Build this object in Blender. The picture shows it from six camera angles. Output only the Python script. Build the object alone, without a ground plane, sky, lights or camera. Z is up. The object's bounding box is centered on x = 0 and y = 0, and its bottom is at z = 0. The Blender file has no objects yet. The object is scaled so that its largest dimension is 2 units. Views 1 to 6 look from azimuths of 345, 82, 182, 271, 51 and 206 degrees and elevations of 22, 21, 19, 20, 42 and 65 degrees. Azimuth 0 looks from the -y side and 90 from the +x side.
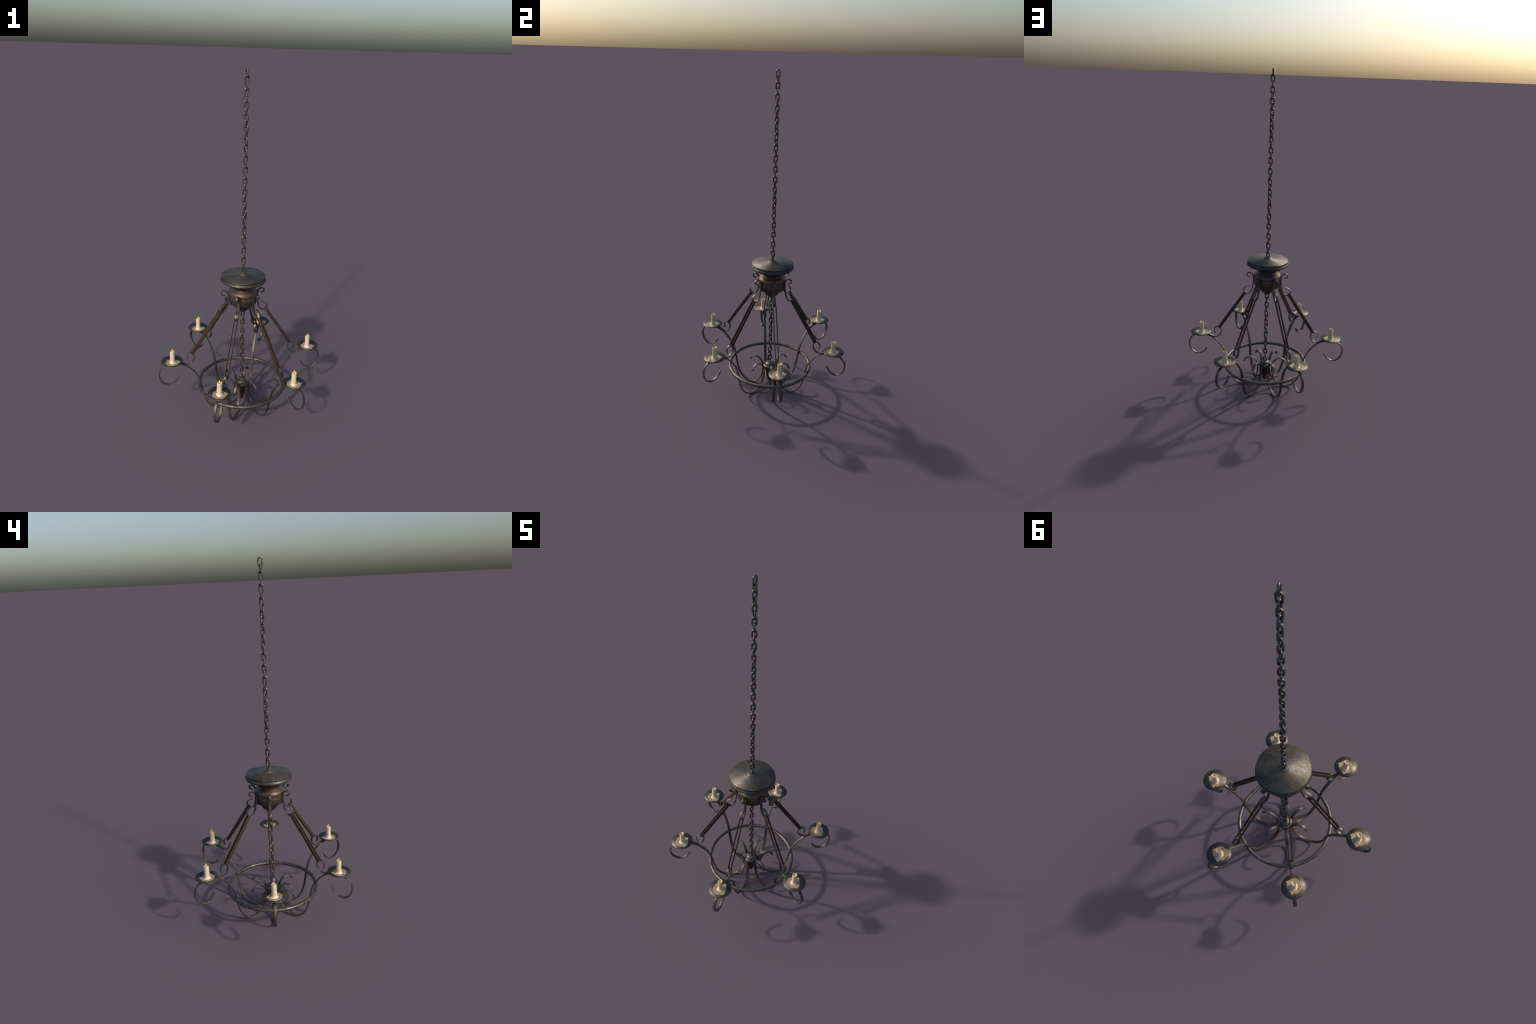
import bpy, bmesh, math, random
from mathutils import Vector, Matrix, noise

random.seed(7)
PI = math.pi

# ------------------------------------------------------------------ materials
def new_mat(name):
    m = bpy.data.materials.new(name)
    m.use_nodes = True
    nt = m.node_tree
    for n in list(nt.nodes):
        nt.nodes.remove(n)
    out = nt.nodes.new("ShaderNodeOutputMaterial")
    bsdf = nt.nodes.new("ShaderNodeBsdfPrincipled")
    nt.links.new(bsdf.outputs[0], out.inputs[0])
    return m, nt, bsdf

def noise_node(nt, vec, scale, detail=4, rough=0.6, dist=0.0):
    n = nt.nodes.new("ShaderNodeTexNoise")
    n.inputs["Scale"].default_value = scale
    n.inputs["Detail"].default_value = detail
    n.inputs["Roughness"].default_value = rough
    n.inputs["Distortion"].default_value = dist
    nt.links.new(vec, n.inputs["Vector"])
    return n.outputs["Fac"]

def ramp(nt, fac, stops):
    r = nt.nodes.new("ShaderNodeValToRGB")
    el = r.color_ramp.elements
    while len(el) < len(stops):
        el.new(0.5)
    for e, (p, c) in zip(el, stops):
        e.position = p
        e.color = (c, c, c, 1) if isinstance(c, (int, float)) else (*c, 1)
    nt.links.new(fac, r.inputs[0])
    return r.outputs[0]

def mix(nt, fac, a, b, blend="MIX"):
    m = nt.nodes.new("ShaderNodeMix")
    m.data_type = "RGBA"
    m.blend_type = blend
    for sock, v in ((m.inputs[0], fac), (m.inputs[6], a), (m.inputs[7], b)):
        if hasattr(v, "is_output"):
            nt.links.new(v, sock)
        elif isinstance(v, (int, float)):
            sock.default_value = v
        else:
            sock.default_value = (*v, 1)
    return m.outputs[2]

def math_node(nt, op, a, b=0.0, clamp=False):
    m = nt.nodes.new("ShaderNodeMath")
    m.operation = op
    m.use_clamp = clamp
    for sock, v in ((m.inputs[0], a), (m.inputs[1], b)):
        if hasattr(v, "is_output"):
            nt.links.new(v, sock)
        else:
            sock.default_value = v
    return m.outputs[0]

def coords(nt, scale=(1, 1, 1), jitter=True):
    tc = nt.nodes.new("ShaderNodeTexCoord")
    mp = nt.nodes.new("ShaderNodeMapping")
    mp.inputs["Scale"].default_value = scale
    nt.links.new(tc.outputs["Object"], mp.inputs["Vector"])
    if jitter:
        oi = nt.nodes.new("ShaderNodeObjectInfo")
        ml = math_node(nt, "MULTIPLY", oi.outputs["Random"], 3.0)
        cb = nt.nodes.new("ShaderNodeCombineXYZ")
        for i in range(3):
            nt.links.new(ml, cb.inputs[i])
        nt.links.new(cb.outputs[0], mp.inputs["Location"])
    return mp.outputs[0], tc.outputs["Object"]

def bump(nt, bsdf, h, strength, dist):
    b = nt.nodes.new("ShaderNodeBump")
    b.inputs["Strength"].default_value = strength
    b.inputs["Distance"].default_value = dist
    nt.links.new(h, b.inputs["Height"])
    nt.links.new(b.outputs[0], bsdf.inputs["Normal"])

def iron(name, base, light, rust, rust_lo, rust_hi, zrust=None, axis_rust=None,
         metallic=0.8, rough=(0.36, 0.56), scale=(1, 1, 1)):
    """Aged wrought iron: grey steel mottled by soot, rust in sheltered places.
    zrust = (z, half width) : brown above/below an object height.
    axis_rust = (r0, r1) : brown close to the vertical axis."""
    m, nt, bsdf = new_mat(name)
    v, raw = coords(nt, scale, jitter=(axis_rust is None))
    n1 = noise_node(nt, v, 22, 5, 0.62)
    n2 = noise_node(nt, v, 140, 3, 0.6)
    n3 = noise_node(nt, v, 11, 4, 0.65, 0.6)
    col = mix(nt, ramp(nt, n1, [(0.35, 0.0), (0.68, 1.0)]), base, light)
    mask = ramp(nt, n3, [(rust_lo, 0.0), (rust_hi, 1.0)])
    sep = nt.nodes.new("ShaderNodeSeparateXYZ")
    nt.links.new(raw, sep.inputs[0])
    if zrust:
        z0, z1, amt = zrust
        mr = nt.nodes.new("ShaderNodeMapRange")
        mr.interpolation_type = "SMOOTHSTEP"
        mr.inputs["From Min"].default_value = z0
        mr.inputs["From Max"].default_value = z1
        nt.links.new(sep.outputs[2], mr.inputs["Value"])
        mask = math_node(nt, "ADD", mask, math_node(nt, "MULTIPLY", mr.outputs[0], amt), True)
    if axis_rust:
        r0, r1, amt = axis_rust
        rr = math_node(nt, "SQRT", math_node(nt, "ADD",
              math_node(nt, "MULTIPLY", sep.outputs[0], sep.outputs[0]),
              math_node(nt, "MULTIPLY", sep.outputs[1], sep.outputs[1])))
        mr = nt.nodes.new("ShaderNodeMapRange")
        mr.interpolation_type = "SMOOTHSTEP"
        mr.inputs["From Min"].default_value = r1
        mr.inputs["From Max"].default_value = r0
        nt.links.new(rr, mr.inputs["Value"])
        a = math_node(nt, "MULTIPLY", mr.outputs[0], amt)
        mask = math_node(nt, "ADD", mask, math_node(nt, "MULTIPLY", a, math_node(nt, "ADD", n1, 0.35)), True)
    col = mix(nt, mask, col, rust)
    dark = ramp(nt, n2, [(0.32, 0.60), (0.62, 1.0)])
    col = mix(nt, 1.0, col, dark, "MULTIPLY")
    nt.links.new(col, bsdf.inputs["Base Color"])
    met = math_node(nt, "MULTIPLY", math_node(nt, "SUBTRACT", 1.0, math_node(nt, "MULTIPLY", mask, 0.45)), metallic)
    nt.links.new(met, bsdf.inputs["Metallic"])
    rg = ramp(nt, n1, [(0.3, rough[1]), (0.7, rough[0])])
    nt.links.new(rg, bsdf.inputs["Roughness"])
    bump(nt, bsdf, mix(nt, 0.4, n1, n2), 0.25, 0.002)
    return m

STEEL = (0.086, 0.079, 0.069)  # base grey lowered so the side away from the sun renders darker
STEEL_L = (0.176, 0.163, 0.143)
RUST = (0.110, 0.070, 0.045)

M_arm = iron("wrought_iron", STEEL, STEEL_L, RUST, 0.54, 0.76, zrust=(0.170, 0.120, 0.40), rough=(0.42, 0.60))
M_hook = iron("hook_iron", STEEL, STEEL_L, RUST, 0.50, 0.72)
M_ring = iron("ring_iron", STEEL, STEEL_L, RUST, 0.56, 0.80, rough=(0.40, 0.58))
M_chain = iron("chain_iron", (0.104, 0.100, 0.093), (0.195, 0.186, 0.172), (0.110, 0.070, 0.044), 0.56, 0.76, metallic=0.80, rough=(0.32, 0.48))  # shade-side darkness of the links is worked into this colour
M_plate = iron("plate_iron", (0.074, 0.066, 0.057), (0.130, 0.116, 0.100), (0.11, 0.080, 0.058), 0.50, 0.75, rough=(0.40, 0.55))  # tinted darker and warmer: shade and less blue sky reflection on the plates
M_disc = iron("canopy_iron", (0.064, 0.060, 0.052), (0.132, 0.120, 0.100), (0.120, 0.086, 0.061), 0.46, 0.72, rough=(0.42, 0.56), scale=(0.45, 1.0, 1))
M_rim = iron("rim_iron", (0.062, 0.059, 0.052), (0.115, 0.108, 0.094), (0.075, 0.055, 0.040), 0.50, 0.75, rough=(0.46, 0.62))  # darker copy of the canopy iron, dims the sunlit lip by colour
M_body = iron("body_iron", (0.070, 0.064, 0.054), (0.125, 0.112, 0.093), (0.150, 0.088, 0.056), 0.54, 0.74,
              zrust=(0.742, 0.770, 0.65))
M_hub = iron("hub_iron", (0.095, 0.088, 0.078), (0.165, 0.152, 0.135), (0.065, 0.042, 0.030), 0.55, 0.75,
             zrust=(0.172, 0.148, 0.95))

def rusty_bar():
    m, nt, bsdf = new_mat("brown_rusted_bar")
    v, _ = coords(nt)
    n1 = noise_node(nt, v, 30, 5, 0.6)
    col = mix(nt, ramp(nt, n1, [(0.35, 0.0), (0.7, 1.0)]), (0.032, 0.020, 0.0135), (0.058, 0.036, 0.024))
    nt.links.new(col, bsdf.inputs["Base Color"])
    bsdf.inputs["Metallic"].default_value = 0.25
    bsdf.inputs["Roughness"].default_value = 0.58
    bump(nt, bsdf, n1, 0.2, 0.002)
    return m
M_bar = rusty_bar()

def wax(name, c1, c2, rough, sss):
    m, nt, bsdf = new_mat(name)
    v, _ = coords(nt, jitter=False)
    n1 = noise_node(nt, v, 90, 4, 0.6)
    nt.links.new(mix(nt, ramp(nt, n1, [(0.35, 0.0), (0.65, 1.0)]), c1, c2), bsdf.inputs["Base Color"])
    bsdf.inputs["Roughness"].default_value = rough
    if sss:
        bsdf.inputs["Subsurface Weight"].default_value = sss
        bsdf.inputs["Subsurface Scale"].default_value = 0.004
        bsdf.inputs["Subsurface Radius"].default_value = (1.0, 0.6, 0.3)
    bump(nt, bsdf, n1, 0.15, 0.002)
    return m
M_wax = wax("candle_wax", (0.57, 0.455, 0.30), (0.66, 0.54, 0.365), 0.40, 0.0)
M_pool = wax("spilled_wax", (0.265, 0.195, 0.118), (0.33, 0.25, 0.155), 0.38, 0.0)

def plain(name, c, rough):
    m, nt, bsdf = new_mat(name)
    v, _ = coords(nt)
    n = noise_node(nt, v, 200, 2)
    nt.links.new(mix(nt, n, [x * 0.85 for x in c], [min(1, x * 1.15) for x in c]), bsdf.inputs["Base Color"])
    bsdf.inputs["Roughness"].default_value = rough
    return m
M_flame = plain("flame_yellow", (0.90, 0.57, 0.02), 0.5)
M_wick = plain("charred_wick", (0.02, 0.018, 0.015), 0.8)

# ------------------------------------------------------------------ helpers
def link(o, parent=None):
    bpy.context.scene.collection.objects.link(o)
    if parent:
        o.parent = parent
    return o

def mesh_obj(name, bm, mat, parent=None, angle=40, flat=False):
    me = bpy.data.meshes.new(name)
    bmesh.ops.recalc_face_normals(bm, faces=bm.faces)
    bm.to_mesh(me)
    bm.free()
    me.materials.append(mat)
    for p in me.polygons:
        p.use_smooth = not flat
    if not flat:
        me.set_sharp_from_angle(angle=math.radians(angle))
    return link(bpy.data.objects.new(name, me), parent)

def catmull(pts, step):
    P = [Vector(p) for p in pts]
    P = [P[0] * 2 - P[1]] + P + [P[-1] * 2 - P[-2]]
    out = []
    for i in range(1, len(P) - 2):
        a, b, c, d = P[i - 1], P[i], P[i + 1], P[i + 2]
        n = max(2, int((c - b).length / step))
        for k in range(n):
            t = k / n
            out.append(0.5 * ((2 * b) + (c - a) * t + (2 * a - 5 * b + 4 * c - d) * t * t
                              + (3 * b - a - 3 * c + d) * t ** 3))
    out.append(P[-2])
    return out

def smooth(pts, it):
    for _ in range(it):
        pts = [pts[0]] + [(pts[i - 1] + pts[i] * 2 + pts[i + 1]) / 4 for i in range(1, len(pts) - 1)] + [pts[-1]]
    return pts

def bar_section(w, t, n=3.1, m=20):
    """flat bar with well rounded edges (a super-ellipse); w across, t thick"""
    out = []
    for i in range(m):
        a = 2 * PI * (i + 0.5) / m
        c, q = math.cos(a), math.sin(a)
        out.append((w / 2 * math.copysign(abs(c) ** (2 / n), c), t / 2 * math.copysign(abs(q) ** (2 / n), q)))
    return out

def sweep(path, wfun, tfun):
    """path : 2-D points (r, z) in the XZ plane; the bar's width lies along Y"""
    bm = bmesh.new()
    n = len(path)
    L = [0.0]
    for i in range(1, n):
        L.append(L[-1] + (path[i] - path[i - 1]).length)
    tot = L[-1]
    rings = []
    frames = []
    for i in range(n):
        if i == 0: d = path[1] - path[0]
        elif i == n - 1: d = path[-1] - path[-2]
        else: d = path[i + 1] - path[i - 1]
        d.normalize()
        frames.append((path[i], Vector((-d.y, d.x)), d, L[i] / tot))
    def ring(p, nrm, w, t):
        return [bm.verts.new((p.x + nrm.x * b, a, p.y + nrm.y * b)) for a, b in bar_section(w, t)]
    p, nr, d, u = frames[0]
    e = 0.0012
    rings.append(ring(p - d * e, nr, wfun(0) - 2 * e, tfun(0) - 1.6 * e))
    for p, nr, d, u in frames:
        rings.append(ring(p, nr, wfun(u), tfun(u)))
    p, nr, d, u = frames[-1]
    rings.append(ring(p + d * e, nr, wfun(1) - 2 * e, tfun(1) - 1.6 * e))
    m = len(rings[0])
    for A, B in zip(rings, rings[1:]):
        for j in range(m):
            bm.faces.new((A[j], A[(j + 1) % m], B[(j + 1) % m], B[j]))
    bm.faces.new(rings[0][::-1])
    bm.faces.new(rings[-1])
    return bm

def lathe(profile, seg=96, wob=None):
    """profile : (r, z) from top to bottom, spun about Z"""
    bm = bmesh.new()
    rings = []
    for r, z in profile:
        if r < 1e-6:
            rings.append([bm.verts.new((0, 0, z))])
        else:
            vs = []
            for j in range(seg):
                a = 2 * PI * j / seg
                rr, zz = (r, z) if wob is None else wob(r, z, a)
                vs.append(bm.verts.new((rr * math.cos(a), rr * math.sin(a), zz)))
            rings.append(vs)
    for A, B in zip(rings, rings[1:]):
        for j in range(seg):
            k = (j + 1) % seg
            if len(A) == 1 and len(B) == 1: continue
            if len(A) == 1: bm.faces.new((A[0], B[j], B[k]))
            elif len(B) == 1: bm.faces.new((A[j], B[0], A[k]))
            else: bm.faces.new((A[j], B[j], B[k], A[k]))
    return bm

def round_profile(pts, step=0.003):
    """split a list of (r,z) with None marking hard corners into smooth runs"""
    out, run = [], []
    def flush():
        if len(run) == 2:
            out.extend(Vector(p) for p in run)
        elif len(run) > 2:
            out.extend(catmull(run, step))
    for p in pts:
        if p is None:
            last = run[-1]
            flush()
            run = [last]
        else:
            run.append(p)
    flush()
    res = [out[0]]
    for p in out[1:]:
        if (p - res[-1]).length > 1e-6:
            res.append(p)
    return [(max(0, p.x), p.y) for p in res]

def soften(o, tilt):
    """lean the corner normals outward so a flat top shades as if its edge were rolled over.
    tilt(r, z, n) -> angle in radians, or None to keep the normal"""
    me = o.data
    out = []
    for lp in me.loops:
        n = Vector(me.corner_normals[lp.index].vector)
        co = me.vertices[lp.vertex_index].co
        r = math.hypot(co.x, co.y)
        t = tilt(r, co.z, n) if r > 1e-5 else None
        if t is not None:
            d = Vector((co.x / r, co.y / r, 0))
            n = d * math.sin(t) + Vector((0, 0, 1)) * math.cos(t)
        out.append(n)
    me.normals_split_custom_set(out)

# ------------------------------------------------------------------ the thing
root = link(bpy.data.objects.new("chandelier", None))
root["label"] = "dark wrought iron chandelier with six candles hanging on a long chain"
root["category"] = "chandelier"

# --- canopy : slightly conical lid with a nipple and an ogee rim
lid = round_profile([
    (0, 0.9046), (0.0120, 0.9045), (0.0190, 0.9040), (0.0228, 0.9026), (0.0250, 0.9000), (0.0272, 0.8975), (0.0310, 0.8956), (0.039, 0.8942),
    (0.060, 0.8922), (0.095, 0.8897), (0.1225, 0.8880), None, (0.1248, 0.8870), (0.1256, 0.8850), (0.1247, 0.8825), (0.1238, 0.8800),
    (0.1242, 0.8765), (0.1270, 0.8725), (0.1295, 0.8685), (0.1300, 0.8650), (0.1290, 0.8610), None, (0.1265, 0.8590),
    (0.118, 0.8560), (0.100, 0.8500), (0.080, 0.8400), (0.066, 0.8290), (0.060, 0.8200), (0.058, 0.814)])
def lid_wob(r, z, a):
    k = noise.noise((math.cos(a) * 3, math.sin(a) * 3, r * 25)) * 0.0010
    return r * (1 + k * 4 if r > 0.1 else 1), z + k * min(1, r / 0.1)
canopy = mesh_obj("canopy", lathe(lid, 128, lid_wob), M_disc, root, 50)

canopy.data.materials.append(M_rim)
for p in canopy.data.polygons:
    if p.center.z < 0.8850 and abs(p.normal.z) < 1.1:
        p.material_index = 1
soften(canopy, lambda r, z, n: math.radians(25 + 6 * r / 0.12) if (n.z > 0.9 and r > 0.032 and z > 0.885) else None)

# --- bulbous body under the lid with a stepped finial
body = round_profile([
    (0.056, 0.820), (0.0585, 0.8150), (0.066, 0.8065), (0.0770, 0.7970), (0.0830, 0.7885), (0.0842, 0.7820), (0.0832, 0.7745), (0.0808, 0.7680), None,
    (0.0814, 0.7650), (0.0822, 0.7570), (0.0824, 0.7460), (0.0818, 0.7360), (0.0802, 0.7265), (0.0768, 0.7180), None, (0.068, 0.7135), (0.056, 0.7095), (0.0495, 0.7075), None,
    (0.0482, 0.7055), (0.0468, 0.6985), (0.0442, 0.6905), (0.0400, 0.6830), (0.0342, 0.6775), (0.0282, 0.6758), None, (0.0265, 0.6735), (0.0240, 0.6675), (0.0185, 0.6625), (0.0110, 0.6595), (0, 0.6590)])
mesh_obj("body", lathe(body, 96), M_body, root, 38)

# --- hub at the bottom of the inner chain
hub = round_profile([
    (0, 0.1925), (0.0055, 0.1920), (0.0075, 0.1895), (0.0085, 0.1865), None, (0.0150, 0.1855), (0.0225, 0.1830), (0.0280, 0.1780), (0.0298, 0.1735), (0.0300, 0.1705), None,
    (0.0355, 0.1690), (0.0410, 0.1655), (0.0430, 0.1600), (0.0420, 0.1550), (0.0380, 0.1510), None, (0.0310, 0.1485), (0.0285, 0.1440), (0.0272, 0.1300), (0.0240, 0.1100), (0.0200, 0.0900),
    (0.0175, 0.0800), None, (0.0125, 0.0780), (0.0100, 0.0740), (0.0120, 0.0705), (0.0145, 0.0640), (0.0145, 0.0570), (0.0122, 0.0495), (0.0080, 0.0450), (0, 0.0435)])
mesh_obj("hub", lathe(hub, 64), M_hub, root, 38)

# --- ring : hoop of chamfered bar
RING_R, RING_Z, RING_T = 0.2590, 0.1725, 0.0214
def hoop():
    prof = []
    for i in range(8):
        a0 = (i + 0.5) * PI / 4
        for da in (-0.30, 0.0, 0.30):
            q = 1.0 if da else 0.985
            prof.append((math.cos(a0 + da) * RING_T / 2 * q, math.sin(a0 + da) * RING_T / 2 * q))
    bm = bmesh.new()
    seg = 180
    rings = []
    for j in range(seg):
        a = 2 * PI * j / seg
        w = 1 + 0.03 * noise.noise((math.cos(a) * 4, math.sin(a) * 4, 1.3))
        rings.append([bm.verts.new(((RING_R + x * w) * math.cos(a), (RING_R + x * w) * math.sin(a), RING_Z + y * w)) for x, y in prof])
    m = len(prof)
    for j in range(seg):
        A, B = rings[j], rings[(j + 1) % seg]
        for k in range(m):
            bm.faces.new((A[k], B[k], B[(k + 1) % m], A[(k + 1) % m]))
    return mesh_obj("ring", bm, M_ring, root, 35)
hoop()

# --- chain : one link mesh, turned a quarter and a little less each time
LINK_L, LINK_W, WIRE = 0.0472, 0.0278, 0.0086
PITCH = 0.0302
def link_mesh():
    R = (LINK_W - WIRE) / 2
    h = LINK_L / 2 - WIRE / 2 - R
    path = []
    for i in range(12):
        a = PI * i / 11
        path.append((R * math.cos(a), h + R * math.sin(a)))
    for i in range(12):
        a = PI + PI * i / 11
        path.append((R * math.cos(a), -h + R * math.sin(a)))
    bm = bmesh.new()
    rings = []
    n = len(path)
    for i in range(n):
        p = Vector(path[i])
        d = (Vector(path[(i + 1) % n]) - Vector(path[i - 1])).normalized()
        nr = Vector((d.y, -d.x))
        rings.append([bm.verts.new((p.x + nr.x * WIRE / 2 * math.cos(b), WIRE / 2 * math.sin(b), p.y + nr.y * WIRE / 2 * math.cos(b)))
                      for b in [2 * PI * k / 10 for k in range(10)]])
    for i in range(n):
        A, B = rings[i], rings[(i + 1) % n]
        for k in range(10):
            bm.faces.new((A[k], A[(k + 1) % 10], B[(k + 1) % 10], B[k]))
    return bm
first = None
for k in range(61):
    zc = 2.0 - LINK_L / 2 - PITCH * k
    if 0.70 < zc < 0.86:
        continue                      # swallowed by the canopy
    ang = math.radians(281.3 + 90 * (k % 2) - 6.32 * k)
    if first is None:
        o = first = mesh_obj("chain_link", link_mesh(), M_chain, root, 180)
    else:
        o = link(first.copy(), root)
    o.location = (0, 0, zc)
    o.rotation_euler = (0, 0, ang)

# --- arm : scroll under the drip plate, S to the floor, up the hub, inner curl
ARM = [(.3826, .2612), (.3958, .2380), (.4140, .2215), (.4370, .2132), (.4585, .2165), (.4770, .2290), (.4908, .2505), (.4985, .2770),
       (.4968, .3040), (.4875, .3255), (.4740, .3395), (.4580, .3475), (.4380, .3510), (.4180, .3520), (.3950, .3515), (.3680, .3470),
       (.3400, .3330), (.3145, .3115), (.2905, .2828), (.2705, .2520), (.2555, .2155), (.2472, .1825), (.2410, .1500), (.2365, .1230),
       (.2290, .0900), (.2215, .0690), (.2080, .0435), (.1875, .0205), (.1610, .0062), (.1330, .0030), (.1075, .0082), (.0860, .0200),
       (.0672, .0425), (.0552, .0700), (.0478, .1050), (.0462, .1350), (.0480, .1580), (.0610, .1862), (.0810, .2033), (.1040, .2075),
       (.1235, .1975), (.1380, .1723)]
arm_path = smooth(catmull(ARM, 0.004), 6)
lowest = min(p.y for p in arm_path)
ARM_T = 0.0076
arm_path = [Vector((p.x, p.y - lowest + ARM_T / 2)) if p.y < 0.02 else p for p in arm_path] if abs(lowest - ARM_T / 2) < 0.0006 else \
           [Vector((p.x, p.y + (ARM_T / 2 - lowest) * max(0, 1 - p.y / 0.10))) for p in arm_path]
def arm_w(u):
    return 0.0174
def arm_t(u):
    return ARM_T
HOOK = [(.3960, .3560), (.3780, .3565), (.3615, .3535), (.3440, .3440), (.3255, .3405), (.3070, .3470), (.2935, .3640), (.2887, .3840), (.2925, .4020),
        (.3035, .4138), (.3175, .4140), (.3302, .4030), (.3330, .3860), (.3280, .3660)]
hook_path = smooth(catmull(HOOK, 0.003), 4)
UPPER = [(.1075, .7713), (.1185, .7722), (.1262, .7785), (.1275, .7880), (.1225, .7965), (.1123, .8000), (.1010, .7965), (.0900, .7830), (.0862, .7640), (.0866, .7400),
         (.0905, .7100), (.0957, .6865), (.1060, .6650), (.1215, .6562), (.1390, .6625), (.1475, .6765), (.1438, .6925), (.1310, .7040), (.1115, .7110)]
upper_path = smooth(catmull(UPPER, 0.003), 3)
def hook_w(u): return 0.0156
def taper(u): return 0.0065 * (1 - 0.45 * max(0, (u - 0.8) / 0.2)) 
def taper2(u): return 0.0065 * (1 - 0.40 * max(0, (u - 0.85) / 0.15) - 0.25 * max(0, (0.12 - u) / 0.12))

# hanger : long closed loop of flat strap hooked between the two hooks
H0, H1 = Vector((.1392, .6612)), Vector((.3000, .4125))
def hanger_mesh():
    bm = bmesh.new()
    d = (H1 - H0).normalized()
    a = H0 - d * 0.0068
    b = H1 + d * 0.0068
    L = (b - a).length
    n = Vector((-d.y, d.x))
    T, G, W = 0.0052, 0.0092, 0.0170
    rc = 0.0035
    # loop centre-line in (s along, y across)
    path = []
    s0, s1 = T / 2, L - T / 2
    for cx, cy, a0 in ((s1 - rc, G - rc, 0), (s0 + rc, G - rc, 90), (s0 + rc, -G + rc, 180), (s1 - rc, -G + rc, 270)):
        for i in range(5):
            t = math.radians(a0 + 90 * i / 4)
            path.append(Vector((cx + rc * math.cos(t), cy + rc * math.sin(t))))
    m = len(path)
    rings = []
    for i in range(m):
        p = path[i]
        dd = (path[(i + 1) % m] - path[i - 1]).normalized()
        nn = Vector((dd.y, -dd.x))
        ring = []
        for w, t in bar_section(W, T, 5.0, 24):
            q = p + nn * t
            P = a + d * q.x + n * w
            ring.append(bm.verts.new((P.x, q.y, P.y)))
        rings.append(ring)
    k = len(rings[0])
    for i in range(m):
        A, B = rings[i], rings[(i + 1) % m]
        for j in range(k):
            bm.faces.new((A[j], A[(j + 1) % k], B[(j + 1) % k], B[j]))
    return bm

# drip plate : shallow dish
PL_R, PL_RIM, PL_BOT = 0.0626, 0.3742, 0.3622
def dish_z(r):
    q = r / PL_R
    return PL_BOT + (PL_RIM - PL_BOT) * q ** 2
def plate_mesh():
    up = [(PL_R * i / 18, dish_z(PL_R * i / 18)) for i in range(19)]
    rim = [(PL_R + 0.0010, PL_RIM - 0.0003), (PL_R + 0.0015, PL_RIM - 0.0016), (PL_R + 0.0013, PL_RIM - 0.0028), (PL_R + 0.0005, PL_RIM - 0.0036)]
    lo = [(PL_R * i / 18, dish_z(PL_R * i / 18) - 0.0040) for i in range(18, -1, -1)]
    return lathe(up + rim + lo, 64)

parts = {}
def six(name, maker, mat, parents=None, angle=40, radial=0.0):
    objs = []
    for i in range(6):
        if i == 0:
            o = mesh_obj(name, maker(), mat, parents[0] if parents else root, angle)
        else:
            o = link(objs[0].copy(), parents[i] if parents else root)
        if parents is None:
            o.rotation_euler = (0, 0, i * PI / 3)
        if radial:
            o.location = (radial, 0, 0)
        objs.append(o)
    return objs

arms = six("arm", lambda: sweep(arm_path, arm_w, arm_t), M_arm, None, 75)
six("hook", lambda: sweep(hook_path, hook_w, taper), M_hook, arms, 75)
plates = six("drip_plate", plate_mesh, M_plate, arms, 60, 0.4208)
def dish_tilt(r, z, n):
    if n.z < 0.2: return None
    return math.radians(36) * max(0.0, (r - 0.018) / (PL_R - 0.018)) ** 1.25
soften(plates[0], dish_tilt)
brackets = six("bracket", lambda: sweep(upper_path, hook_w, taper2), M_hook, None, 75)
six("hanger", hanger_mesh, M_bar)

# --- candles : all turned the same way, standing in a splash of wax
C_R = 0.0114
def candle_mesh():
    prof = [(0.0215, 0.3590), (0.0222, 0.3612), (0.0222, 0.3635), (0.0210, 0.3658), (0.0186, 0.3680), (0.0166, 0.3705), (0.0153, 0.3735), (0.0146, 0.3780), (0.0143, 0.388),
            (0.0142, 0.400), (0.0141, 0.415), (0.0138, 0.428), (0.0136, 0.4350), (0.0131, 0.4380), (0.0122, 0.4394), (0.0110, 0.4386), (0.0092, 0.4350), (0.0052, 0.4330), (0, 0.4328)]
    def wob(r, z, a):
        top = max(0, min(1, (z - 0.428) / 0.008))
        foot = max(0, min(1, (0.370 - z) / 0.008))
        rr = r * (1 + 0.035 * noise.noise((math.cos(a) * 1.6, math.sin(a) * 1.6, z * 60)) + foot * 0.05 * math.sin(3 * a + 1))
        zz = z + top * (0.0026 * noise.noise((math.cos(a) * 1.3 + 5, math.sin(a) * 1.3, 2.0)) + 0.0012 * math.sin(2 * a)) * (1 if r > 0.006 else 0.3)
        return rr, zz
    return lathe(prof, 40, wob)

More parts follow.
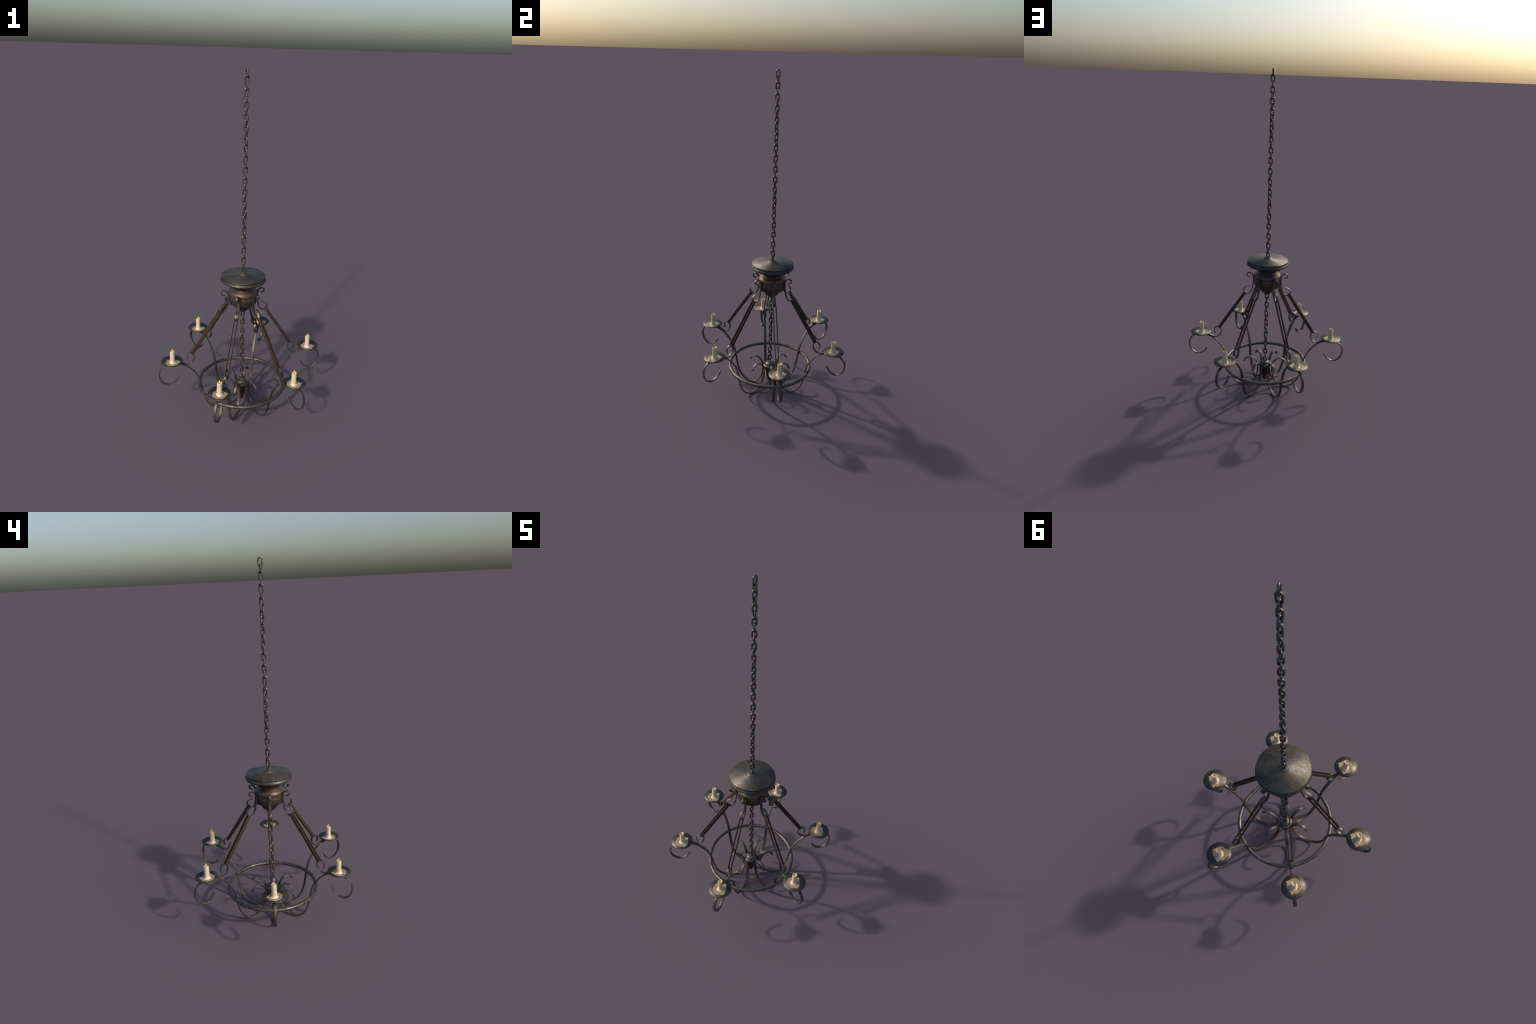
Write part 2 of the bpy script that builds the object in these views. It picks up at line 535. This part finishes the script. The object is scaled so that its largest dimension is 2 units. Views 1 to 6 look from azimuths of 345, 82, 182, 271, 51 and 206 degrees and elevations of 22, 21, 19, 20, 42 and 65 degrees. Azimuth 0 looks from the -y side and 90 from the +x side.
# outline of the spilled wax : (bearing in degrees, reach in m)
SPLASH = [(0, .0415), (8, .0392), (26, .0362), (52, .0353), (77, .0362), (90, .0385), (94, .0435), (101, .0462), (107, .0405), (117, .0350), (133, .0399),
          (154, .0392), (172, .0399), (188, .0445), (206, .0409), (225, .0430), (238, .0450), (254, .0417), (274, .0439), (293, .0439), (307, .0428), (326, .0406), (343, .0452), (353, .0490)]
def splash_r(a):
    d = math.degrees(a) % 360
    S = SPLASH + [(SPLASH[0][0] + 360, SPLASH[0][1])]
    for (a0, r0), (a1, r1) in zip(S, S[1:]):
        if a0 <= d <= a1:
            t = (d - a0) / (a1 - a0)
            t = t * t * (3 - 2 * t)
            return r0 + (r1 - r0) * t
    return S[0][1]
def pool_mesh():
    bm = bmesh.new()
    seg = 120
    steps = [(0.0, 0.0016), (0.45, 0.0016), (0.7, 0.0015), (0.88, 0.0017), (0.96, 0.0012), (1.0, -0.0006)]
    rings = []
    for q, h in steps[1:]:
        vs = []
        for j in range(seg):
            a = 2 * PI * j / seg
            r = splash_r(a) * q * 0.97
            x, y = r * math.cos(a), r * math.sin(a)
            hh = h + 0.0004 * noise.noise((x * 120, y * 120, 0.5)) * (q < 0.99)
            vs.append(bm.verts.new((x, y, dish_z(r) + hh)))
        rings.append(vs)
    c = bm.verts.new((0, 0, dish_z(0) + 0.0016))
    for j in range(seg):
        bm.faces.new((c, rings[0][j], rings[0][(j + 1) % seg]))
    for A, B in zip(rings, rings[1:]):
        for j in range(seg):
            k = (j + 1) % seg
            bm.faces.new((A[j], B[j], B[k], A[k]))
    under = [bm.verts.new((v.co.x * 0.9, v.co.y * 0.9, dish_z(math.hypot(v.co.x, v.co.y) * 0.9) - 0.0008)) for v in rings[-1]]
    A = rings[-1]
    for j in range(seg):
        k = (j + 1) % seg
        bm.faces.new((A[j], under[j], under[k], A[k]))
    bm.faces.new(under)
    return bm
def flame_mesh():
    return lathe([(0, 0.4590), (0.0006, 0.4570), (0.0015, 0.4535), (0.0025, 0.4490), (0.0032, 0.4450), (0.0029, 0.4415), (0.0014, 0.4390), (0, 0.4380)], 16)
def wick_mesh():
    return lathe([(0, 0.4400), (0.0010, 0.4398), (0.0012, 0.4350), (0.0013, 0.4320)], 10)

candles = []
first_set = None
for i in range(6):
    a = i * PI / 3
    loc = (0.4178 * math.cos(a), 0.4178 * math.sin(a), 0)
    if i == 0:
        c = mesh_obj("candle", candle_mesh(), M_wax, root, 60)
        kids = [mesh_obj("wax_pool", pool_mesh(), M_pool, c, 60),
                mesh_obj("flame", flame_mesh(), M_flame, c, 80),
                mesh_obj("wick", wick_mesh(), M_wick, c, 60)]
        first_set = (c, kids)
    else:
        c = link(first_set[0].copy(), root)
        for kd in first_set[1]:
            link(kd.copy(), c)
    c.location = loc
